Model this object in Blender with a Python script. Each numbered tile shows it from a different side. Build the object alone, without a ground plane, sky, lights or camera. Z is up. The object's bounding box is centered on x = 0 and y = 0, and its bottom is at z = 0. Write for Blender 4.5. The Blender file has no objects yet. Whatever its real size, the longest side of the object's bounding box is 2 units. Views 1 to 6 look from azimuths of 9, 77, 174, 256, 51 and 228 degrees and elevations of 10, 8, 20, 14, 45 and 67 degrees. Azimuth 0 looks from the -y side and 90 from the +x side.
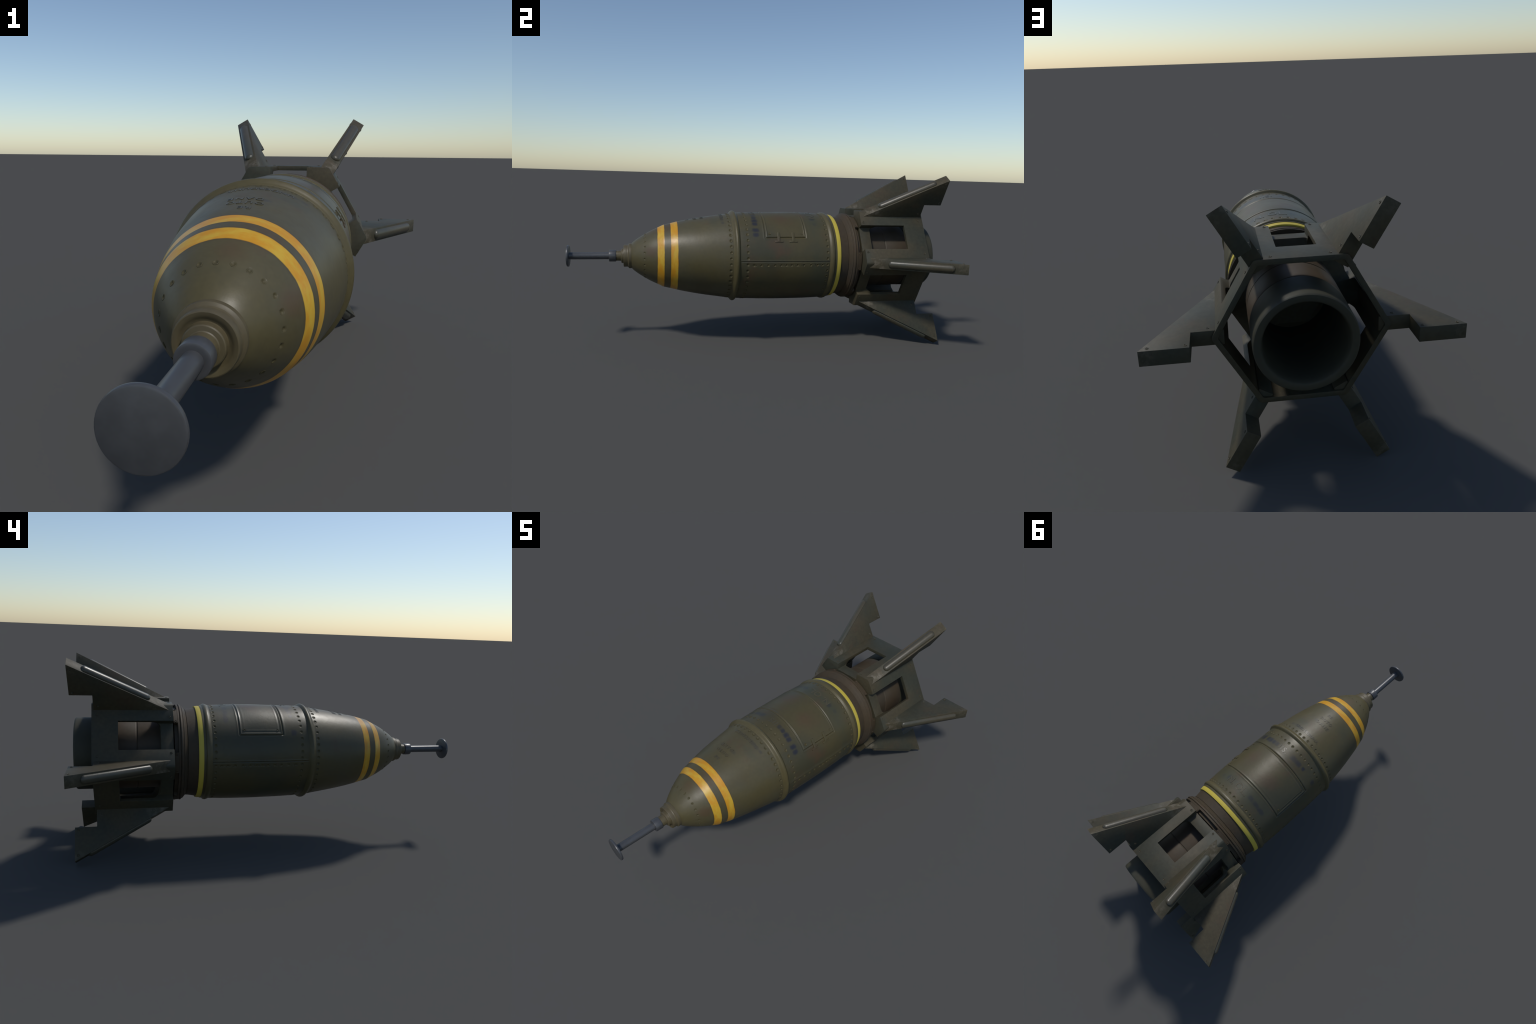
import bpy, bmesh, math, random
import numpy as np
from mathutils import Vector, Matrix

# ---------------------------------------------------------------------------
# A finned aerial bomb lying level along +y (nose at -y), held up by its fins.
# Every mesh is modelled about the bomb's long axis; the axis runs at z = AXIS.
# ---------------------------------------------------------------------------
AXIS = 0.4725
rng = random.Random(7)
nprng = np.random.default_rng(11)
TAU = 2 * math.pi

root = bpy.data.objects.new("aerial_bomb", None)
bpy.context.scene.collection.objects.link(root)
root["label"] = "olive drab finned bomb with yellow stripes and nose probe"
root["category"] = "bomb"


def add(name, mesh, parent=root, mats=(), at_axis=True):
    ob = bpy.data.objects.new(name, mesh)
    bpy.context.scene.collection.objects.link(ob)
    for m in mats:
        if m.name not in [x.name for x in mesh.materials if x]:
            mesh.materials.append(m)
    ob.parent = parent
    ob.location = (0, 0, AXIS) if (parent is root and at_axis) else (0, 0, 0)
    return ob


# ---------------------------------------------------------------------------
# materials
# ---------------------------------------------------------------------------
class Nodes:
    def __init__(self, name):
        self.mat = bpy.data.materials.new(name)
        self.mat.use_nodes = True
        self.t = self.mat.node_tree
        self.b = self.t.nodes["Principled BSDF"]

    def n(self, kind, **kw):
        nd = self.t.nodes.new(kind)
        for k, v in kw.items():
            setattr(nd, k, v)
        return nd

    def put(self, sock, val):
        if isinstance(val, bpy.types.NodeSocket):
            self.t.links.new(val, sock)
        elif isinstance(val, tuple) and len(val) == 3 and sock.type == 'RGBA':
            sock.default_value = (*val, 1)
        else:
            sock.default_value = val

    def math(self, op, a, b=0.0, c=None, clamp=False):
        nd = self.n("ShaderNodeMath", operation=op, use_clamp=clamp)
        self.put(nd.inputs[0], a)
        self.put(nd.inputs[1], b)
        if c is not None:
            self.put(nd.inputs[2], c)
        return nd.outputs[0]

    def mix(self, f, a, b, blend='MIX'):
        nd = self.n("ShaderNodeMix", data_type='RGBA', blend_type=blend)
        self.put(nd.inputs[0], f)
        self.put(nd.inputs[6], a)
        self.put(nd.inputs[7], b)
        return nd.outputs[2]

    def step(self, v, lo, hi):
        nd = self.n("ShaderNodeMapRange", interpolation_type='SMOOTHSTEP')
        self.put(nd.inputs[0], v)
        nd.inputs[1].default_value, nd.inputs[2].default_value = lo, hi
        return nd.outputs[0]

    def coord(self):
        return self.n("ShaderNodeTexCoord").outputs["Object"]

    def noise(self, vec, scale, detail=3.0, rough=.55, w=None, stretch=None):
        if stretch:
            mp = self.n("ShaderNodeMapping")
            self.put(mp.inputs[0], vec)
            mp.inputs["Scale"].default_value = stretch
            vec = mp.outputs[0]
        nd = self.n("ShaderNodeTexNoise", noise_dimensions='4D')
        self.put(nd.inputs["Vector"], vec)
        nd.inputs["Scale"].default_value = scale
        nd.inputs["Detail"].default_value = detail
        nd.inputs["Roughness"].default_value = rough
        self.put(nd.inputs["W"], w if w is not None else 0.0)
        return nd.outputs["Fac"]

    def bump(self, height, strength=.2, dist=.002):
        nd = self.n("ShaderNodeBump")
        nd.inputs["Strength"].default_value = strength
        nd.inputs["Distance"].default_value = dist
        self.put(nd.inputs["Height"], height)
        self.put(self.b.inputs["Normal"], nd.outputs[0])


OLIVE = (0.074, 0.061, 0.0255)
BODY_OLIVE = (0.065, 0.054, 0.0235)
OLIVE_DARK = (0.048, 0.045, 0.025)
RUST = (0.073, 0.041, 0.022)
BROWN = (0.049, 0.035, 0.019)
ORANGE = (0.48, 0.220, 0.012)
YELLOW = (0.47, 0.37, 0.050)
INK = (0.019, 0.020, 0.026)


def worn_paint(name, base, alt, stain, stain_amt=.5, rough=.45, spots=None, bands=None,
               patches=None, seed=0.0, per_object=False, grain=.10, wear=None, spec=.38, edge=0.0):
    """Painted sheet metal: base colour, broad drift to a second tone, rusty stains,
    fine mottling; optional stripes across y and optional smeared ink marks."""
    N = Nodes(name)
    P = N.coord()
    w = seed
    if per_object:
        r = N.n("ShaderNodeObjectInfo").outputs["Random"]
        w = N.math('MULTIPLY_ADD', r, 40.0, seed)
    big = N.noise(P, 4.2, 3, .5, w)
    med = N.noise(P, 9.0, 4, .6, w)
    fine = N.noise(P, 70.0, 4, .65, w)
    col = N.mix(N.step(big, .42, .64), base, alt)
    col = N.mix(N.math('MULTIPLY', N.step(med, .56, .74), stain_amt), col, stain)
    g = N.math('MULTIPLY_ADD', N.math('SUBTRACT', fine, .5), grain * 4, 1.0)
    grey = N.n("ShaderNodeCombineColor")
    for i in range(3):
        N.put(grey.inputs[i], g)
    col = N.mix(1.0, col, grey.outputs[0], 'MULTIPLY')
    ro = N.math('MULTIPLY_ADD', N.math('SUBTRACT', med, .5), .25, rough)
    height = fine
    if bands or spots or patches:
        sep = N.n("ShaderNodeSeparateXYZ")
        N.put(sep.inputs[0], P)
        y = sep.outputs[1]
        ang = N.math('MULTIPLY', N.math('ARCTAN2', sep.outputs[2], sep.outputs[0]), 180 / math.pi)
    if patches:
        soft = N.noise(P, 9, 4, .6, 7.0)
        for y0, a0, ry, ra, amt, pc in patches:
            dy = N.math('DIVIDE', N.math('SUBTRACT', y, y0), ry)
            da = N.math('DIVIDE', N.math('SUBTRACT', ang, a0), ra)
            d = N.math('SQRT', N.math('ADD', N.math('MULTIPLY', dy, dy), N.math('MULTIPLY', da, da)))
            d = N.math('ADD', d, N.math('MULTIPLY', N.math('SUBTRACT', soft, .5), 2.4))
            m = N.math('SUBTRACT', 1.0, N.step(d, .1, 1.3))
            col = N.mix(N.math('MULTIPLY', m, amt), col, pc)
    if bands:
        wob = N.math('MULTIPLY', N.math('SUBTRACT', N.noise(P, 22, 3, .6), .5), .005)
        yy = N.math('ADD', y, wob)
        brush = N.noise(P, 14.0, 4, .65, 3.0, stretch=(1, 2.4, 1))
        for lo, hi, c1, c2 in bands:
            e = .0018
            m = N.math('MULTIPLY', N.step(yy, lo - e, lo + e),
                       N.math('SUBTRACT', 1.0, N.step(yy, hi - e, hi + e)))
            rim = N.math('MULTIPLY', N.step(yy, lo - .007, lo + .001),
                         N.math('SUBTRACT', 1.0, N.step(yy, hi - .001, hi + .007)))
            col = N.mix(N.math('MULTIPLY', rim, .55), col, (.050, .032, .014))
            pc = N.mix(N.step(brush, .38, .66), c1, c2)
            col = N.mix(m, col, pc)
            ro = N.math('MULTIPLY_ADD', m, -.08, ro)
    if spots:
        ed = N.noise(P, 60, 3, .6, 5.0)
        for y0, a0, ry, ra, amt in spots:
            dy = N.math('DIVIDE', N.math('SUBTRACT', y, y0), ry)
            da = N.math('DIVIDE', N.math('SUBTRACT', ang, a0), ra)
            d = N.math('SQRT', N.math('ADD', N.math('POWER', N.math('ABSOLUTE', dy), 3.0),
                                      N.math('POWER', N.math('ABSOLUTE', da), 3.0)))
            d = N.math('ADD', d, N.math('MULTIPLY', N.math('SUBTRACT', ed, .5), 1.2))
            m = N.math('SUBTRACT', 1.0, N.step(d, .20, 1.40))
            col = N.mix(N.math('MULTIPLY', m, amt), col, INK)
    if wear:
        sep2 = N.n("ShaderNodeSeparateXYZ")
        N.put(sep2.inputs[0], P)
        chip = N.step(N.noise(P, 38, 5, .7, w), .42, .68)
        for wy, wx, wr, wa, wc in wear:
            dy = N.math('SUBTRACT', sep2.outputs[1], wy)
            dx = N.math('SUBTRACT', sep2.outputs[0], wx)
            d = N.math('SQRT', N.math('ADD', N.math('MULTIPLY', dy, dy), N.math('MULTIPLY', dx, dx)))
            m = N.math('MULTIPLY', N.math('SUBTRACT', 1.0, N.step(d, wr * .25, wr)), chip)
            col = N.mix(N.math('MULTIPLY', m, wa), col, wc)
    if edge:
        # paler colour along the arrises, broken up by noise
        bev = N.n("ShaderNodeBevel", samples=6)
        bev.inputs["Radius"].default_value = .005
        geo = N.n("ShaderNodeNewGeometry")
        dot = N.n("ShaderNodeVectorMath", operation='DOT_PRODUCT')
        N.put(dot.inputs[0], bev.outputs[0])
        N.put(dot.inputs[1], geo.outputs["Normal"])
        m = N.step(N.math('SUBTRACT', 1.0, dot.outputs["Value"]), .03, .16)
        m = N.math('MULTIPLY', m, N.step(N.noise(P, 30, 5, .7, w), .45, .66))
        col = N.mix(N.math('MULTIPLY', m, edge), col, (.15, .13, .10))
    N.put(N.b.inputs["Base Color"], col)
    N.put(N.b.inputs["Roughness"], ro)
    N.b.inputs["Specular IOR Level"].default_value = spec
    N.bump(N.math('ADD', N.math('MULTIPLY', height, .35), N.math('MULTIPLY', med, .9)), .22, .004)
    return N.mat


def gun_metal(name, colour, rough, metallic):
    N = Nodes(name)
    P = N.coord()
    n = N.noise(P, 40, 4, .6)
    N.put(N.b.inputs["Base Color"], N.mix(N.step(n, .35, .7), tuple(c * .92 for c in colour), tuple(c * 1.08 for c in colour)))
    N.b.inputs["Metallic"].default_value = metallic
    N.put(N.b.inputs["Roughness"], N.math('MULTIPLY_ADD', N.math('SUBTRACT', n, .5), .15, rough))
    return N.mat


marks_nose = [(-.207, 70, .010, 9, .40), (-.207, 92, .009, 12, .25), (-.205, 58, .008, 3, .4),
              (-.345, 90, .008, 14, .18), (-.310, 80, .010, 5, .30), (-.312, 100, .009, 8, .2),
              (-.385, 89, .007, 4, .3)]
marks_body = [(-.039, 42.0, .019, 3.3, 1.0), (-.040, 35.0, .018, 3.2, 1.0),
              (-.039, 58.8, .017, 3.6, 1.0), (-.038, 52.2, .016, 3.2, .95),
              (-.037, 64.5, .013, 2.4, .65),
              (-.036, 66, .015, 3.4, .6), (-.037, 72, .014, 3.2, .6),
              (-.040, 103, .017, 5, .6), (-.041, 112, .016, 5.5, .7), (-.044, 121.6, .012, 3.0, .9),
              (-.046, 146, .015, 4.0, .75),
              (.283, 106, .014, 5, .55), (.285, 116, .014, 5.5, .6), (.288, 127, .014, 6, .65),
              (.282, 62, .016, 3, .5), (.290, 52, .012, 3, .3), (.287, 70, .016, 3, .45)]
GREENISH = (.042, .047, .029)
UMBER = (.058, .043, .018)
patch_nose = [(-.575, 18, .040, 14, .55, RUST), (-.575, 85, .030, 16, .40, RUST), (-.34, 40, .05, 16, .30, UMBER),
              (-.25, 65, .04, 16, .45, GREENISH), (-.40, 120, .06, 25, .35, GREENISH), (-.30, -40, .07, 25, .35, UMBER),
              (-.57, 200, .04, 22, .45, RUST), (-.28, 200, .07, 30, .35, GREENISH)]
patch_body = [(.115, 62, .055, 14, .50, RUST), (.060, 22, .050, 9, .55, RUST), (.06, -16, .07, 12, .40, UMBER),
              (.150, 105, .055, 16, .45, RUST), (.285, 80, .055, 75, .60, GREENISH), (.29, -15, .06, 22, .50, GREENISH),
              (-.03, 100, .06, 35, .30, UMBER), (.05, 165, .10, 14, .35, GREENISH), (.20, -60, .12, 30, .40, UMBER), (.10, -130, .14, 40, .40, GREENISH)]
BANDS = [(-.541, -.5065, ORANGE, (.49, .315, .034)), (-.4735, -.438, ORANGE, (.49, .315, .034))]

FIN_WEAR = ((.600, .302, .085, .6, (.16, .14, .11)), (.985, .520, .060, .35, (.14, .12, .09)), (.80, .42, .09, .45, (.06, .038, .024)))
m_nose = worn_paint("nose_olive_paint", OLIVE, (.068, .060, .032), RUST, .45, .44, marks_nose, BANDS, patch_nose, 1.0)
m_body = worn_paint("body_olive_paint", BODY_OLIVE, OLIVE_DARK, RUST, .65, .44, marks_body, None, patch_body, 2.3)
m_ring = worn_paint("ring_olive_paint", (.076, .063, .027), OLIVE, RUST, .3, .44, None, None, None, 4.0)
m_tail = worn_paint("tail_brown_paint", BROWN, (.042, .033, .023), (.062, .033, .019), .7, .62, None, None, None, 6.0, spec=.3, grain=.16)
m_tube = worn_paint("tube_brown_paint", (.060, .041, .025), (.052, .041, .027), (.075, .041, .023), .6, .62, None, None, None, 8.0, spec=.3)
m_nozz = worn_paint("nozzle_dark_paint", (.044, .041, .026), (.037, .037, .027), (.05, .041, .026), .3, .62, None, None, None, 9.0, spec=.25)
m_fram = worn_paint("frame_olive_paint", (.052, .043, .024), (.036, .037, .025), (.060, .037, .021), .8, .58, None, None, None, 10.0, spec=.3, grain=.22, edge=.32)
m_fin = worn_paint("fin_olive_paint", (.052, .043, .024), (.036, .037, .025), (.060, .038, .022), .8, .58, None, None, None, 12.0,
                   per_object=True, wear=FIN_WEAR, spec=.3, grain=.22, edge=.32)
m_rib = worn_paint("rib_olive_paint", (.056, .048, .030), (.044, .044, .031), (.062, .046, .030), .6, .38, None, None, None, 13.0, per_object=True, spec=.5, grain=.14)
m_rivet = worn_paint("rivet_olive_paint", (.064, .053, .023), (.055, .048, .022), RUST, .3, .60, None, None, None, 14.0, per_object=True, spec=.3)
m_fuze = worn_paint("adapter_olive_paint", (.086, .070, .034), (.076, .061, .034), RUST, .3, .5, None, None, None, 16.0)
m_strp = worn_paint("rear_stripe_yellow_paint", YELLOW, (.48, .38, .055), (.43, .34, .05), .4, .55, None, None, None, 18.0, grain=.02)
m_letr = worn_paint("stencil_letter_paint", (.070, .060, .033), (.058, .053, .036), INK, .4, .34, None, None, None, 20.0)
m_steel = gun_metal("fuze_grey_steel", (.070, .072, .076), .38, .25)


# ---------------------------------------------------------------------------
# shape helpers
# ---------------------------------------------------------------------------
def finish(me, angle=35):
    me.validate()
    me.shade_smooth()
    me.set_sharp_from_angle(angle=math.radians(angle))
    return me


def grid_mesh(name, P, closed_rows=False):
    """P: (rows, columns, 3); columns wrap round."""
    R, C = P.shape[:2]
    i = np.arange(R - (0 if closed_rows else 1))[:, None]
    j = np.arange(C)[None, :]
    a = i * C + j
    b = i * C + (j + 1) % C
    c = ((i + 1) % R) * C + (j + 1) % C
    d = ((i + 1) % R) * C + j
    F = np.stack([a, b, c, d], -1).reshape(-1, 4)
    me = bpy.data.meshes.new(name)
    me.vertices.add(R * C)
    me.vertices.foreach_set("co", P.reshape(-1).astype(np.float32))
    me.loops.add(F.size)
    me.loops.foreach_set("vertex_index", F.reshape(-1).astype(np.int32))
    me.polygons.add(len(F))
    me.polygons.foreach_set("loop_start", np.arange(0, F.size, 4, dtype=np.int32))
    me.update(calc_edges=True)
    return me


def lathe(name, prof, seg=96, angle=35, closed=False):
    """Turn a (y, r) profile about the long axis."""
    th = np.arange(seg) / seg * TAU
    y = np.array([p[0] for p in prof])[:, None]
    r = np.array([p[1] for p in prof])[:, None]
    P = np.stack([r * np.cos(th), y + 0 * th, r * np.sin(th)], -1)
    me = grid_mesh(name, P, closed)
    bm = bmesh.new()
    bm.from_mesh(me)
    bmesh.ops.remove_doubles(bm, verts=bm.verts, dist=1e-6)
    bmesh.ops.recalc_face_normals(bm, faces=bm.faces)
    bm.to_mesh(me)
    bm.free()
    return finish(me, angle)


def pchip(xs, ys):
    xs, ys = np.array(xs, float), np.array(ys, float)
    h, d = np.diff(xs), np.diff(ys) / np.diff(xs)
    m = np.zeros(len(xs))
    m[0], m[-1] = d[0], d[-1]
    for k in range(1, len(xs) - 1):
        if d[k - 1] * d[k] > 0:
            w1, w2 = 2 * h[k] + h[k - 1], h[k] + 2 * h[k - 1]
            m[k] = (w1 + w2) / (w1 / d[k - 1] + w2 / d[k])

    def f(x):
        x = np.asarray(x, float)
        k = np.clip(np.searchsorted(xs, x) - 1, 0, len(xs) - 2)
        t = (x - xs[k]) / h[k]
        return ((1 + 2 * t) * (1 - t) ** 2 * ys[k] + t * (1 - t) ** 2 * h[k] * m[k]
                + t * t * (3 - 2 * t) * ys[k + 1] + t * t * (t - 1) * h[k] * m[k + 1])
    return f


# ---------------------------------------------------------------------------
# shell profile: ogive nose (slight knuckle at y = -0.508), gently barrelled body
# ---------------------------------------------------------------------------
nose_a = pchip([-.690, -.675, -.655, -.635, -.608, -.577, -.540, -.508], [.040, .0655, .0845, .0990, .1163, .1342, .1520, .1675])
nose_b = pchip([-.508, -.4725, -.437, -.365, -.295, -.225, -.160, -.1], [.1675, .1757, .1850, .2003, .2128, .2236, .2325, .2375])
body_f = pchip([-.14, -.112, -.05, .047, .125, .2, .28, .355, .40], [.2345, .2372, .2396, .2416, .2428, .2430, .2418, .2388, .2360])


def shell_r(y):
    y = np.asarray(y, float)
    return np.where(y < -.508, nose_a(np.minimum(y, -.508)),
                    np.where(y < -.13, nose_b(np.clip(y, -.508, -.1)), body_f(np.clip(y, -.14, .40))))


# rivet layout: (y, angle in degrees)
RIVET_R = .0086
rivets = []
for row_y, count, phase in ((-.171, 46, 4.2), (-.085, 46, 4.3), (.345, 46, 4.1), (-.606, 23, -.3)):
    for k in range(count):
        rivets.append((row_y + rng.uniform(-.0007, .0007), phase + 360 / count * k + rng.uniform(-.25, .25)))
for side in (0, 180):
    for k, yy in enumerate((-.0525, -.0156, .0215, .0568, .0907, .1182, .1463, .1787, .2136, .252, .2876, .316)):
        rivets.append((yy, -4.3 if side == 0 else 184.3))
PANEL = (.0115, .2265, 31.0, 148.5)          # access panel: y range, angle range
SEAMS = (0.3, 180.0)


def adiff(a, b):
    return (a - b + 180) % 360 - 180


def sstep(x, lo, hi):
    t = np.clip((x - lo) / (hi - lo), 0, 1)
    return t * t * (3 - 2 * t)


def shell_relief(Y, A, R):
    """Height added to the shell: countersinks, seams, the pressed panel edge, faint dents."""
    H = np.zeros_like(Y)
    for ry, ra in rivets:
        RR = RIVET_R * (.72 if ry < -.5 else 1.0)
        rows = np.where(np.abs(Y[:, 0] - ry) < .016)[0]
        cols = np.where(np.abs(adiff(A[0], ra)) < 9)[0]
        if not len(rows) or not len(cols):
            continue
        ix = np.ix_(rows, cols)
        d = np.hypot(Y[ix] - ry, np.radians(adiff(A[ix], ra)) * R[ix])
        H[ix] -= .0042 * (1 - sstep(d, RR * .68, RR * .94))
    if Y.max() > 0:
        for s in SEAMS:
            d = np.radians(adiff(A, s)) * R
            on = sstep(Y, -.122, -.117) * (1 - sstep(Y, .360, .364))
            up = d if s < 90 else -d
            H -= on * .0024 * np.exp(-(d / .0019) ** 2)
            H += on * .0012 * np.exp(-((up - .004) / .003) ** 2)
        y0, y1, a0, a1 = PANEL
        cy, ca = (y0 + y1) / 2, (a0 + a1) / 2
        dy = np.abs(Y - cy) - (y1 - y0) / 2
        da = np.radians(np.abs(adiff(A, ca)) - (a1 - a0) / 2) * R
        sd = np.where((dy > 0) & (da > 0), np.hypot(dy, da), np.maximum(dy, da))
        H -= .0030 * np.exp(-((sd - .001) / .0024) ** 2)          # groove round the panel
        H += .0014 * np.exp(-((sd + .0055) / .0032) ** 2)         # raised lip
        H += .0005 * (1 - sstep(sd, -.004, -.002))
        west = sstep(A, 88, 96) * (1 - sstep(A, 200, 210))
        H -= west * .0010 * np.exp(-((sd + .0155) / .0022) ** 2)    # second pressed line, far side
        H += west * .0008 * np.exp(-((sd + .0215) / .0028) ** 2)
        H += .0008 * np.exp(-((sd - .0085) / .004) ** 2)
    X, Z = R * np.cos(np.radians(A)), R * np.sin(np.radians(A))
    for k in range(14):
        f = nprng.normal(0, 14, 3)
        H += .00016 * np.sin(X * f[0] + Y * f[1] + Z * f[2] + nprng.uniform(0, TAU))
    return H


def shell_rows(lo, hi, fine):
    ys, y = [lo], lo
    while y < hi:
        near = min(abs(y - f) - w for f, w in fine)
        y += .0014 if near < 0 else (.0028 if near < .004 else .0055)
        ys.append(min(y, hi))
    return np.array(ys)


def shell(name, ys, seg, mat, caps):
    A = np.arange(seg) / seg * 360
    Y, AA = np.meshgrid(ys, A, indexing='ij')
    R = shell_r(Y)
    R = R + shell_relief(Y, AA, R)
    th = np.radians(AA)
    P = np.stack([R * np.cos(th), Y, R * np.sin(th)], -1)
    rows = [P]
    for where, (cy, cr) in caps:
        ring = np.stack([cr * np.cos(th[0]), 0 * th[0] + cy, cr * np.sin(th[0])], -1)[None]
        rows.insert(0, ring) if where == 'front' else rows.append(ring)
    me = grid_mesh(name, np.concatenate(rows))
    me.shade_smooth()
    me.set_sharp_from_angle(angle=math.radians(50))
    return add(name, me, mats=[mat])


riv_rows = [(-.171, .0125), (-.085, .0125), (.345, .0125), (-.606, .0125)]
nose_shell = shell("nose_section", shell_rows(-.690, -.128, riv_rows), 720, m_nose, [('back', (-.128, .20))])
body_shell = shell("body_section",
                   np.unique(np.concatenate([shell_rows(-.128, .400, riv_rows + [(PANEL[0], .013), (PANEL[1], .013)])])),
                   900, m_body, [('front', (-.128, .20)), ('back', (.401, .215))])

# reinforcing rings: the half-round one on the shoulder, the softer one at the rear
ring_prof = [(-.162, .2265), (-.1585, .2335), (-.155, .2350), (-.1505, .2395), (-.146, .2455), (-.1415, .2483), (-.1365, .2488),
             (-.1320, .2473), (-.1275, .2428), (-.1240, .2375), (-.1205, .2355), (-.117, .2300)]
add("reinforcing_ring", lathe("reinforcing_ring", ring_prof, 128, 60), mats=[m_ring])
rear_prof = [(.357, .2340), (.360, .2400), (.364, .2408), (.3665, .2428), (.3715, .2446), (.3775, .2452), (.3825, .2440),
             (.3865, .2410), (.3890, .2365), (.390, .2290)]
add("reinforcing_ring", lathe("rear_reinforcing_ring", rear_prof, 128, 60), mats=[m_ring])

# rear yellow stripe: a painted hoop with a ragged front edge
seg = 360
th = np.arange(seg) / seg * TAU
rag = sum(nprng.normal(0, .0009) * np.sin(k * th + nprng.uniform(0, TAU)) for k in range(5, 46, 2))
rag = np.clip(rag, -.0035, .0025)
rows = []
for fy, r in ((.4010, .2250), (.3968, .2325), (.3974, .2346), (.410, .2336), (.4222, .2322), (.4236, .2314), (.4238, .2240)):
    jag = rag * (1.0 if fy < .4 else 0.0)
    rows.append(np.stack([r * np.cos(th), fy + jag, r * np.sin(th)], -1))
me = grid_mesh("rear_yellow_stripe", np.array(rows))
add("rear_yellow_stripe", finish(me, 40), mats=[m_strp])

# ---------------------------------------------------------------------------
# rivets: dished heads sitting in the countersinks, one shared mesh
# ---------------------------------------------------------------------------


def dished_head(name, R, seg=18):
    prof = [(R * 1.12, -.0006), (R * 1.02, .0002), (R * .94, .0003), (R * .82, -.0001), (R * .64, -.0006),
            (R * .50, -.0015), (R * .38, -.0022), (R * .22, -.0025), (0, -.0026)]
    bm = bmesh.new()
    rings = []
    for r, h in prof[:-1]:
        rings.append([bm.verts.new((r * math.cos(TAU * k / seg), r * math.sin(TAU * k / seg), h)) for k in range(seg)])
    for a, b in zip(rings, rings[1:]):
        for k in range(seg):
            bm.faces.new((a[k], a[(k + 1) % seg], b[(k + 1) % seg], b[k]))
    c = bm.verts.new((0, 0, prof[-1][1]))
    for k in range(seg):
        bm.faces.new((rings[-1][k], rings[-1][(k + 1) % seg], c))
    me = bpy.data.meshes.new(name)
    bm.to_mesh(me)
    bm.free()
    return finish(me, 60)


def screw_head(name, R, seg=18):
    """Slotted pan head with a shallow washer ring."""
    bm = bmesh.new()
    prof = [(R * 1.35, -.0010), (R * 1.28, .0004), (R * 1.08, .0003), (R, -.0002), (R * .95, .0014), (R * .8, .0019)]
    rings = []
    for r, h in prof:
        rings.append([bm.verts.new((r * math.cos(TAU * k / seg), r * math.sin(TAU * k / seg), h)) for k in range(seg)])
    for a, b in zip(rings, rings[1:]):
        for k in range(seg):
            bm.faces.new((a[k], a[(k + 1) % seg], b[(k + 1) % seg], b[k]))
    inner = [bm.verts.new((R * .45 * math.cos(TAU * k / seg), R * .45 * math.sin(TAU * k / seg), .0004)) for k in range(seg)]
    for k in range(seg):
        bm.faces.new((rings[-1][k], rings[-1][(k + 1) % seg], inner[(k + 1) % seg], inner[k]))
    bm.faces.new(inner)
    me = bpy.data.meshes.new(name)
    bm.to_mesh(me)
    bm.free()
    return finish(me, 40)


def frame_on(point, normal, spin=0.0):
    z = Vector(normal).normalized()
    x = Vector((0, 1, 0)).cross(z).normalized()
    y = z.cross(x)
    M = Matrix((x, y, z)).transposed().to_4x4() @ Matrix.Rotation(spin, 4, 'Z')
    M.translation = Vector(point)
    return M


def shell_frame(y, a, lift=0.0, spin=0.0):
    e = 1e-3
    r = float(shell_r(y))
    dr = float(shell_r(y + e) - shell_r(y - e)) / (2 * e)
    ca, sa = math.cos(math.radians(a)), math.sin(math.radians(a))
    nrm = Vector((ca, -dr, sa)).normalized()
    return frame_on(Vector((r * ca, y, r * sa)) + nrm * lift, nrm, spin)


head = dished_head("rivet", RIVET_R)
head.materials.append(m_rivet)
for ry, ra in rivets:
    owner = nose_shell if ry < -.13 else body_shell
    ob = bpy.data.objects.new("rivet", head)
    bpy.context.scene.collection.objects.link(ob)
    ob.parent = owner
    ob.matrix_local = shell_frame(ry, ra, 0.0, rng.uniform(0, TAU)) @ Matrix.Rotation(rng.uniform(-.05, .05), 4, 'X') @ Matrix.Scale(.72 if ry < -.5 else 1.0, 4)

# ---------------------------------------------------------------------------
# access panel furniture: two strap hinges on one side, a screw in each corner
# ---------------------------------------------------------------------------


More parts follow.
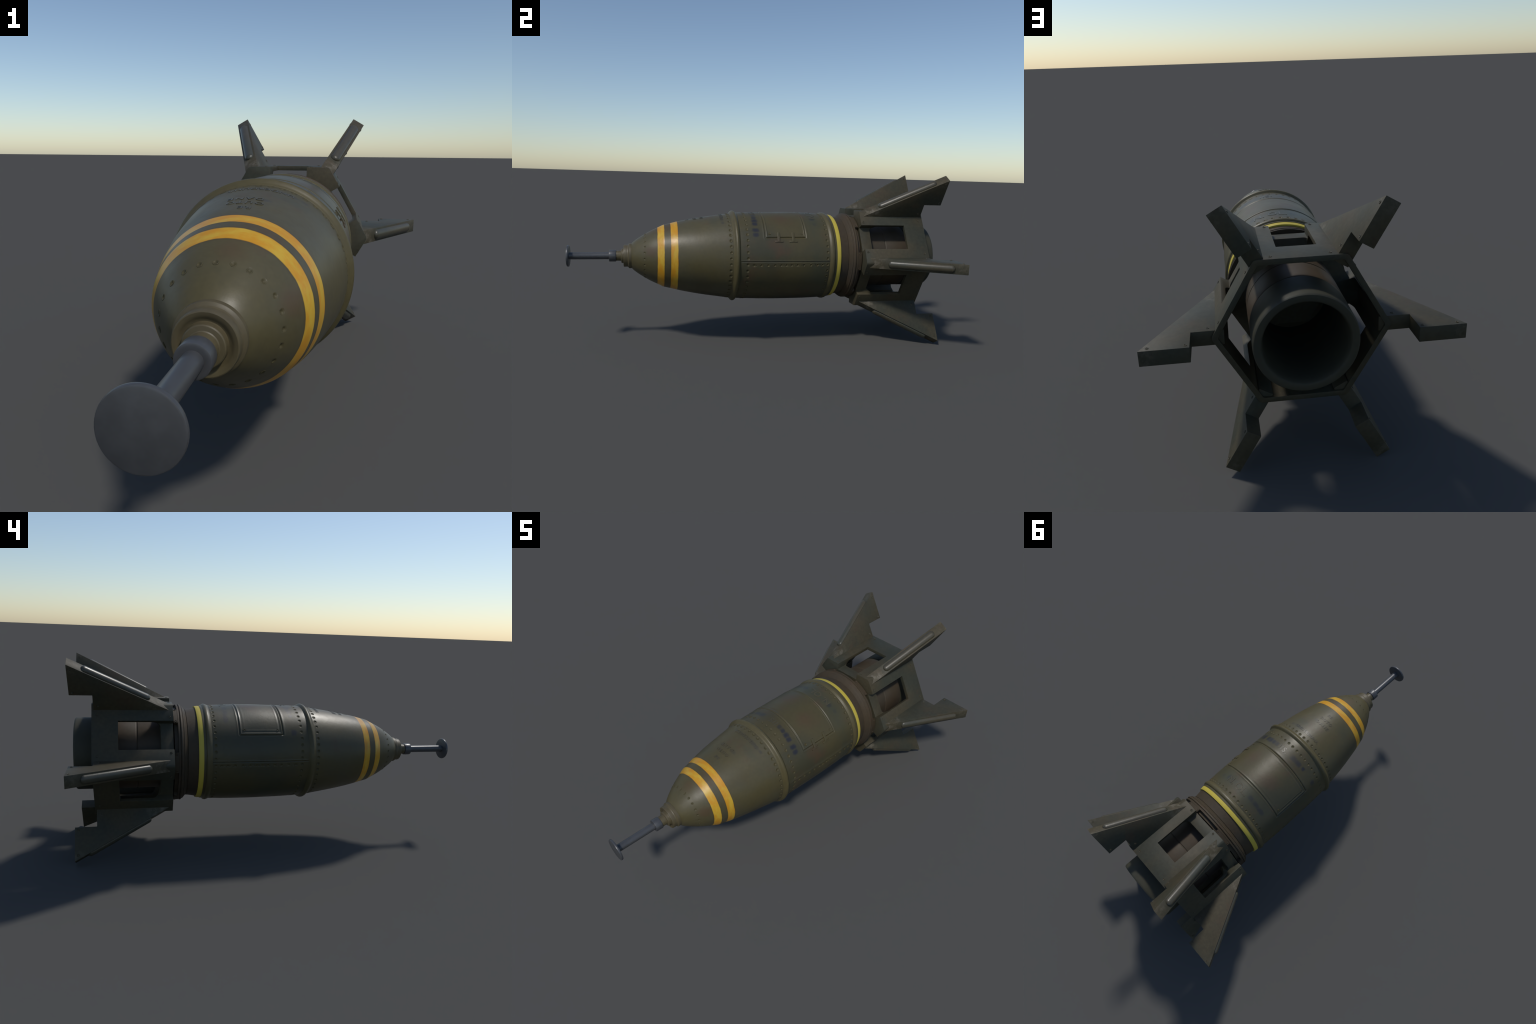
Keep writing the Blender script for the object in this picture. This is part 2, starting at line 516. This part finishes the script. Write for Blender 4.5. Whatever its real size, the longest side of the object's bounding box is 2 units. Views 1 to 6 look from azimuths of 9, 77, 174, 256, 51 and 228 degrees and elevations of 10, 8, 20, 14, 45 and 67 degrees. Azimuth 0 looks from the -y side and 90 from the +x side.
def bent_box(name, y0, y1, a0, a1, h0, h1, bevel=.0012, n=10):
    """A plate that follows the shell: y range, angle range, height range."""
    bm = bmesh.new()
    grid = {}
    for i in range(n + 1):
        a = math.radians(a0 + (a1 - a0) * i / n)
        for j, y in enumerate((y0, y1)):
            for k, h in enumerate((h0, h1)):
                r = float(shell_r(y)) + h
                grid[i, j, k] = bm.verts.new((r * math.cos(a), y, r * math.sin(a)))
    for i in range(n):
        g = grid
        bm.faces.new((g[i, 0, 1], g[i, 1, 1], g[i + 1, 1, 1], g[i + 1, 0, 1]))
        bm.faces.new((g[i, 0, 0], g[i + 1, 0, 0], g[i + 1, 1, 0], g[i, 1, 0]))
        bm.faces.new((g[i, 0, 0], g[i, 0, 1], g[i + 1, 0, 1], g[i + 1, 0, 0]))
        bm.faces.new((g[i, 1, 0], g[i + 1, 1, 0], g[i + 1, 1, 1], g[i, 1, 1]))
    for i in (0, n):
        bm.faces.new((grid[i, 0, 0], grid[i, 1, 0], grid[i, 1, 1], grid[i, 0, 1]))
    bmesh.ops.recalc_face_normals(bm, faces=bm.faces)
    sharp = [e for e in bm.edges if len(e.link_faces) == 2 and e.calc_face_angle() > .6]
    bmesh.ops.bevel(bm, geom=sharp, offset=bevel, segments=2, affect='EDGES', profile=.6)
    me = bpy.data.meshes.new(name)
    bm.to_mesh(me)
    bm.free()
    return finish(me, 35)


for hy in (.0795, .1575):
    strap = add("hinge", bent_box("hinge_strap", hy - .0075, hy + .0075, 25.4, 38.2, -.002, .0042, .0018), body_shell, [m_body])
    add("hinge_foot", bent_box("hinge_foot", hy - .022, hy + .022, 24.4, 26.8, -.002, .0028, .0012, 4), strap, [m_body])
panel_screw = screw_head("panel_screw", .0058)
panel_screw.materials.append(m_rivet)
for sy, sa in ((.0325, 36.4), (.2056, 36.2), (.0365, 142.8), (.2031, 142.4)):
    ob = bpy.data.objects.new("panel_screw", panel_screw)
    bpy.context.scene.collection.objects.link(ob)
    ob.parent = body_shell
    ob.matrix_local = shell_frame(sy, sa, .0007, rng.uniform(0, TAU))

# ---------------------------------------------------------------------------
# stencilled lettering, pressed up slightly, tops of the letters to the nose
# ---------------------------------------------------------------------------


def lettering(text, y_base, a_mid, height, spread=1.0, depth=.0009, owner=body_shell):
    cu = bpy.data.curves.new("lettering", 'FONT')
    cu.body = text
    cu.size = height / .70
    cu.space_character = spread
    cu.align_x = 'CENTER'
    cu.offset = height * .022
    cu.extrude = depth
    cu.resolution_u = 3
    tmp = bpy.data.objects.new("lettering_tmp", cu)
    bpy.context.scene.collection.objects.link(tmp)
    bpy.context.view_layer.update()
    me = bpy.data.meshes.new_from_object(tmp.evaluated_get(bpy.context.evaluated_depsgraph_get()))
    bpy.data.objects.remove(tmp)
    bpy.data.curves.remove(cu)
    r0 = float(shell_r(y_base - height / 2))
    for v in me.vertices:
        y = y_base - v.co.y
        a = math.radians(a_mid) + v.co.x / r0
        r = float(shell_r(y)) + v.co.z
        v.co = (r * math.cos(a), y, r * math.sin(a))
    me.name = "lettering"
    me.materials.clear()
    ob = add("lettering", me, owner, [m_letr])
    return ob


for txt, yb, am, hh, sp, own in (("RE", -.378, 89, .017, 1.35, nose_shell), ("OUTO", -.337, 91, .018, 1.3, nose_shell),
                                 ("DANE", -.301, 92, .019, 1.3, nose_shell), ("UNDERDUHA", -.199, 87, .018, 1.12, nose_shell),
                                 ("IIS.", -.024, 84, .030, 1.2, body_shell),
                                 ("N.", .302, 69, .036, 1.0, body_shell), ("OL.", .302, 88.5, .038, 1.05, body_shell)):
    lettering(txt, yb, am, hh, sp, .0005 if own is nose_shell else .0008, own)

# ---------------------------------------------------------------------------
# tail stem, mounting flange with corner tabs, engine tube and nozzle
# ---------------------------------------------------------------------------
stem_prof = [(.398, .205), (.400, .2262), (.424, .2248), (.4600, .2190), (.4715, .2182), (.4740, .2160), (.4770, .2200), (.4835, .2275),
             (.4885, .2335), (.4905, .2352), (.4925, .2340), (.4945, .2358), (.4980, .2405), (.5025, .2420), (.5055, .2412), (.5075, .2370),
             (.5095, .2374), (.5110, .2402), (.5150, .2408), (.5185, .2404), (.5195, .2390), (.5198, .2240), (.5360, .2230),
             (.5370, .2200), (.5372, .1960), (.546, .1955), (.546, .150)]
stem = add("tail_stem", lathe("tail_stem", stem_prof, 144, 30), mats=[m_tail])


def ring_plate(name, y0, y1, r0, r1, a0, a1, n=10, bevel=.0012):
    bm = bmesh.new()
    g = {}
    for i in range(n + 1):
        a = math.radians(a0 + (a1 - a0) * i / n)
        for j, y in enumerate((y0, y1)):
            for k, r in enumerate((r0, r1)):
                g[i, j, k] = bm.verts.new((r * math.cos(a), y, r * math.sin(a)))
    for i in range(n):
        bm.faces.new((g[i, 0, 1], g[i, 1, 1], g[i + 1, 1, 1], g[i + 1, 0, 1]))
        bm.faces.new((g[i, 0, 0], g[i + 1, 0, 0], g[i + 1, 1, 0], g[i, 1, 0]))
        bm.faces.new((g[i, 0, 0], g[i, 0, 1], g[i + 1, 0, 1], g[i + 1, 0, 0]))
        bm.faces.new((g[i, 1, 0], g[i + 1, 1, 0], g[i + 1, 1, 1], g[i, 1, 1]))
    for i in (0, n):
        bm.faces.new((g[i, 0, 0], g[i, 1, 0], g[i, 1, 1], g[i, 0, 1]))
    bmesh.ops.recalc_face_normals(bm, faces=bm.faces)
    sharp = [e for e in bm.edges if len(e.link_faces) == 2 and e.calc_face_angle() > .6]
    bmesh.ops.bevel(bm, geom=sharp, offset=bevel, segments=2, affect='EDGES')
    me = bpy.data.meshes.new(name)
    bm.to_mesh(me)
    bm.free()
    return finish(me, 35)


tab_mesh = ring_plate("flange_tab", .5165, .5385, .215, .2398, -12, 12)
tab_mesh.materials.append(m_tail)
tab_screw = screw_head("tab_screw", .0052)
tab_screw.materials.append(m_tail)
for k in range(6):
    tab = add("flange_tab", tab_mesh, stem)
    tab.rotation_euler = (0, -math.radians(60 * k), 0)
    for s in (-10, 10):
        ob = bpy.data.objects.new("tab_screw", tab_screw)
        bpy.context.scene.collection.objects.link(ob)
        ob.parent = tab
        a = math.radians(s)
        ob.matrix_local = frame_on((.2398 * math.cos(a), .5285, .2398 * math.sin(a)), (math.cos(a), 0, math.sin(a)), rng.uniform(0, TAU))

tube_prof = [(.540, .160), (.545, .1745), (.700, .1752), (.7045, .1746), (.7070, .1715), (.7095, .1715), (.7120, .1742),
             (.7160, .1755), (.836, .1752), (.840, .1738), (.8425, .160)]
add("engine_tube", lathe("engine_tube", tube_prof, 128, 35), mats=[m_tube])
nozz_prof = [(.8400, .158), (.8410, .1705), (.8435, .1740), (.8480, .1756), (.986, .1758), (.9925, .1745), (.9962, .1715), (.9965, .1690),
             (.9965, .1515), (.9945, .1485), (.990, .1455), (.968, .1418), (.700, .1410), (.45, .1400), (.43, .09), (.43, .0)]
add("exhaust_nozzle", lathe("exhaust_nozzle", nozz_prof, 128, 35), mats=[m_nozz])

# ---------------------------------------------------------------------------
# hexagonal fin frame: six corner rails, rear hoop, sunken front bars
# ---------------------------------------------------------------------------
AP_OUT, AP_IN, AP_BAR, AP_CORE = .2650, .2460, .2285, .165
Y_FRONT, Y_BAR, Y_WIN, Y_BACK = .5425, .6000, .7930, .9085
WIN = .0698


def hexagon(ap, fillet, n=5):
    """Rounded hexagon with corners at 0, 60, ... degrees: list of (x, z)."""
    R = ap / math.cos(math.pi / 6)
    out = []
    cd = fillet / math.cos(math.pi / 6)          # fillet centre distance from the corner, along the diagonal
    for c in range(6):
        a = math.radians(60 * c)
        cx, cz = (R - cd) * math.cos(a), (R - cd) * math.sin(a)
        for i in range(n + 1):
            b = a + math.radians(-30 + 60 * i / n)
            out.append((cx + fillet * math.cos(b), cz + fillet * math.sin(b)))
    return out


def loft(name, sections, seal=True):
    """sections: list of (y, [(x, z)...]) with equal counts."""
    bm = bmesh.new()
    rings = [[bm.verts.new((x, y, z)) for x, z in pts] for y, pts in sections]
    m = len(rings[0])
    for a, b in zip(rings, rings[1:]):
        for k in range(m):
            bm.faces.new((a[k], a[(k + 1) % m], b[(k + 1) % m], b[k]))
    if seal:
        bm.faces.new(rings[0])
        bm.faces.new(rings[-1])
    bmesh.ops.recalc_face_normals(bm, faces=bm.faces)
    me = bpy.data.meshes.new(name)
    bm.to_mesh(me)
    bm.free()
    return me


def helper(me):
    ob = bpy.data.objects.new(me.name, me)
    bpy.context.scene.collection.objects.link(ob)
    return ob


outer = helper(loft("outer_tmp", [(Y_FRONT, hexagon(AP_OUT, .017)), (Y_BACK, hexagon(AP_OUT, .017))]))
bore = []
for i in range(9):                                # hollow rear: curves from the bulkhead out to the thin wall
    t = math.radians(90 * i / 8)
    bore.append((Y_BAR + .002 + .036 * (1 - math.cos(t)), hexagon(AP_CORE + (AP_IN - AP_CORE) * math.sin(t), .012)))
bore.append((Y_BACK + .02, hexagon(AP_IN, .012)))
cutters = [helper(loft("bore_tmp", bore))]


def window_cutter(k):
    """Open-fronted slot over a deeper window whose two front corners are rounded."""
    a = math.radians(60 * k + 30)
    u, t = np.array([math.cos(a), math.sin(a)]), np.array([-math.sin(a), math.cos(a)])
    f = .016
    plan = [(-WIN, Y_WIN), (WIN, Y_WIN)]
    for i in range(6):
        q = math.radians(90 * i / 5)
        plan.append((WIN - f + f * math.cos(q), Y_BAR + f - f * math.sin(q)))
    for i in range(6):
        q = math.radians(90 * i / 5)
        plan.append((-WIN + f - f * math.sin(q), Y_BAR + f - f * math.cos(q)))

    def prism(name, pts, r0, r1):
        bm = bmesh.new()
        lo, hi = [[bm.verts.new((*(u * r + t * s_)[:1], y_, (u * r + t * s_)[1])) for s_, y_ in pts] for r in (r0, r1)]
        bm.faces.new(lo)
        bm.faces.new(hi)
        for i in range(len(pts)):
            j = (i + 1) % len(pts)
            bm.faces.new((lo[i], lo[j], hi[j], hi[i]))
        bmesh.ops.recalc_face_normals(bm, faces=bm.faces)
        me = bpy.data.meshes.new(name)
        bm.to_mesh(me)
        bm.free()
        return helper(me)
    slot = [(-WIN, Y_FRONT - .02), (WIN, Y_FRONT - .02), (WIN, Y_BAR + .05), (-WIN, Y_BAR + .05)]
    return prism("window_tmp", plan, .12, .40), prism("slot_tmp", slot, AP_BAR, .39)


for k in range(6):
    cutters.extend(window_cutter(k))
for c in cutters:
    md = outer.modifiers.new("cut", 'BOOLEAN')
    md.operation, md.solver, md.object = 'DIFFERENCE', 'EXACT', c
bpy.context.view_layer.update()
frame_me = bpy.data.meshes.new_from_object(outer.evaluated_get(bpy.context.evaluated_depsgraph_get()))
for o in cutters + [outer]:
    bpy.data.objects.remove(o)
bm = bmesh.new()
bm.from_mesh(frame_me)
bmesh.ops.remove_doubles(bm, verts=bm.verts, dist=2e-5)
bmesh.ops.dissolve_degenerate(bm, edges=bm.edges, dist=1e-5)
bmesh.ops.dissolve_limit(bm, angle_limit=math.radians(.3), verts=bm.verts, edges=bm.edges)
bmesh.ops.recalc_face_normals(bm, faces=bm.faces)
edge = [e for e in bm.edges if len(e.link_faces) == 2 and e.calc_face_angle() > math.radians(40)]
bmesh.ops.bevel(bm, geom=edge, offset=.0022, segments=2, affect='EDGES', profile=.5, clamp_overlap=True)
bmesh.ops.triangulate(bm, faces=[f for f in bm.faces if len(f.verts) > 4])
bm.to_mesh(frame_me)
bm.free()
frame_me.name = "fin_frame"
frame_me.materials.clear()
frame = add("fin_frame", finish(frame_me, 32), mats=[m_fram])

frame_screw = screw_head("frame_screw", .0052)
frame_screw.materials.append(m_fram)
for k in range(6):
    a = math.radians(60 * k + 30)
    u, t = Vector((math.cos(a), 0, math.sin(a))), Vector((-math.sin(a), 0, math.cos(a)))
    for s, y in ((-.087, .5575), (.087, .5575), (-.098, .885), (.098, .885)):
        ob = bpy.data.objects.new("frame_screw", frame_screw)
        bpy.context.scene.collection.objects.link(ob)
        ob.parent = frame
        ob.matrix_local = frame_on(u * AP_OUT + t * s + Vector((0, y, 0)), u, rng.uniform(0, TAU))

# ---------------------------------------------------------------------------
# six notched fins, each with a long rounded rib on the swept leading edge
# ---------------------------------------------------------------------------
HALF_T = .0270
R_TIP, R_IN, R_ROOT, Y_TIP, Y_NOTCH = .5302, .3706, .262, .9990, .9000
LEAD0 = (.2815, .5450)
fin_outline = [(R_ROOT, .5450), LEAD0, (R_TIP, Y_TIP), (R_IN, Y_TIP), (R_IN, Y_NOTCH), (R_ROOT, Y_NOTCH)]
bm = bmesh.new()
lo = [bm.verts.new((r, y, -HALF_T)) for r, y in fin_outline]
hi = [bm.verts.new((r, y, HALF_T)) for r, y in fin_outline]
bm.faces.new(lo)
bm.faces.new(hi)
for k in range(6):
    bm.faces.new((lo[k], lo[(k + 1) % 6], hi[(k + 1) % 6], hi[k]))
bmesh.ops.recalc_face_normals(bm, faces=bm.faces)
bmesh.ops.bevel(bm, geom=list(bm.edges), offset=.0014, segments=2, affect='EDGES', profile=.5)
fin_me = bpy.data.meshes.new("fin")
bm.to_mesh(fin_me)
bm.free()
finish(fin_me, 35)
fin_me.materials.append(m_fin)

lead_dir = Vector((R_TIP - LEAD0[0], Y_TIP - LEAD0[1], 0)).normalized()
lead_nrm = Vector((lead_dir.y, -lead_dir.x, 0))


def rib(name, s0, s1, w, h, seg=14, cap=7):
    """Half-round capsule lying on the leading edge between distances s0 and s1."""
    base = Vector((LEAD0[0], LEAD0[1], 0))
    rings = []
    stations = []
    for i in range(cap + 1):
        q = math.radians(90 * i / cap)
        stations.append((s0 + w * .95 * (1 - math.sin(q)) if False else s0 + w * .9 * (1 - math.cos(q)), math.sin(q)))
    for i in range(cap, -1, -1):
        q = math.radians(90 * i / cap)
        stations.append((s1 - w * .9 * (1 - math.cos(q)), math.sin(q)))
    bm = bmesh.new()
    for s, k in stations:
        k = max(k, .02)
        ring = []
        for j in range(seg + 1):
            b = math.pi * j / seg
            p = base + lead_dir * s + lead_nrm * (-.004 + (h + .004) * math.sin(b) ** .9 * (k ** .7)) + Vector((0, 0, w * k * math.cos(b)))
            ring.append(bm.verts.new(p))
        rings.append(ring)
    for a, b in zip(rings, rings[1:]):
        for j in range(seg):
            bm.faces.new((a[j], a[j + 1], b[j + 1], b[j]))
    for ring in (rings[0], rings[-1]):
        bm.faces.new(ring)
    bmesh.ops.recalc_face_normals(bm, faces=bm.faces)
    me = bpy.data.meshes.new(name)
    bm.to_mesh(me)
    bm.free()
    return finish(me, 70)


rib_me = rib("leading_rib", .116, .452, .0200, .0138)
rib_me.materials.append(m_rib)
fin_screw = screw_head("fin_screw", .0050)
fin_screw.materials.append(m_fin)
for k in range(6):
    fin = add("fin", fin_me)
    fin.rotation_euler = (0, -math.radians(60 * k), 0)
    add("leading_rib", rib_me, fin)
    for side in (-1, 1):
        for r, y in ((.502, .984), (.384, .984), (.3148, .8785)):
            ob = bpy.data.objects.new("fin_screw", fin_screw)
            bpy.context.scene.collection.objects.link(ob)
            ob.parent = fin
            ob.matrix_local = frame_on((r, y, side * HALF_T), (0, 0, side), rng.uniform(0, TAU))

# ---------------------------------------------------------------------------
# nose fuze: stepped olive adapter, grey collar, probe rod, flat striker disc
# ---------------------------------------------------------------------------
adapter_prof = [(-.660, .050), (-.664, .0640), (-.670, .0668), (-.680, .0670), (-.6870, .0664), (-.6895, .0640), (-.6915, .0606), (-.6945, .0590), (-.6975, .0588),
                (-.7125, .0588), (-.7148, .0580), (-.7156, .0562), (-.7150, .0510), (-.7130, .0465), (-.7112, .0440), (-.7105, .0400),
                (-.7125, .0390), (-.7200, .0388), (-.7250, .0382), (-.7272, .0364), (-.7278, .0330), (-.7284, .0290),
                (-.7300, .0272), (-.7440, .0264), (-.7500, .0268), (-.7540, .0262), (-.7580, .0200)]
fuze = add("nose_fuze", lathe("nose_fuze", adapter_prof, 96, 28), mats=[m_fuze])
collar_prof = [(-.752, .018), (-.7535, .0262), (-.7550, .0300), (-.7575, .0309), (-.7870, .0307), (-.7893, .0302), (-.7900, .0285), (-.7902, .0240), (-.7895, .0170)]
add("collar", lathe("collar", collar_prof, 64, 40), fuze, [m_steel])
rod_prof = [(-.780, .0), (-.780, .0183), (-.9905, .0183), (-.9930, .0190), (-.9930, .0)]
add("probe_rod", lathe("probe_rod", rod_prof, 64, 40), fuze, [m_steel])
disc_prof = [(-.9905, .0), (-.9905, .0525), (-.9915, .0548), (-.9945, .0562), (-.9980, .0562), (-1.0005, .0552), (-1.0015, .0530), (-1.0015, .0)]
add("striker_disc", lathe("striker_disc", disc_prof, 64, 40), fuze, [m_steel])
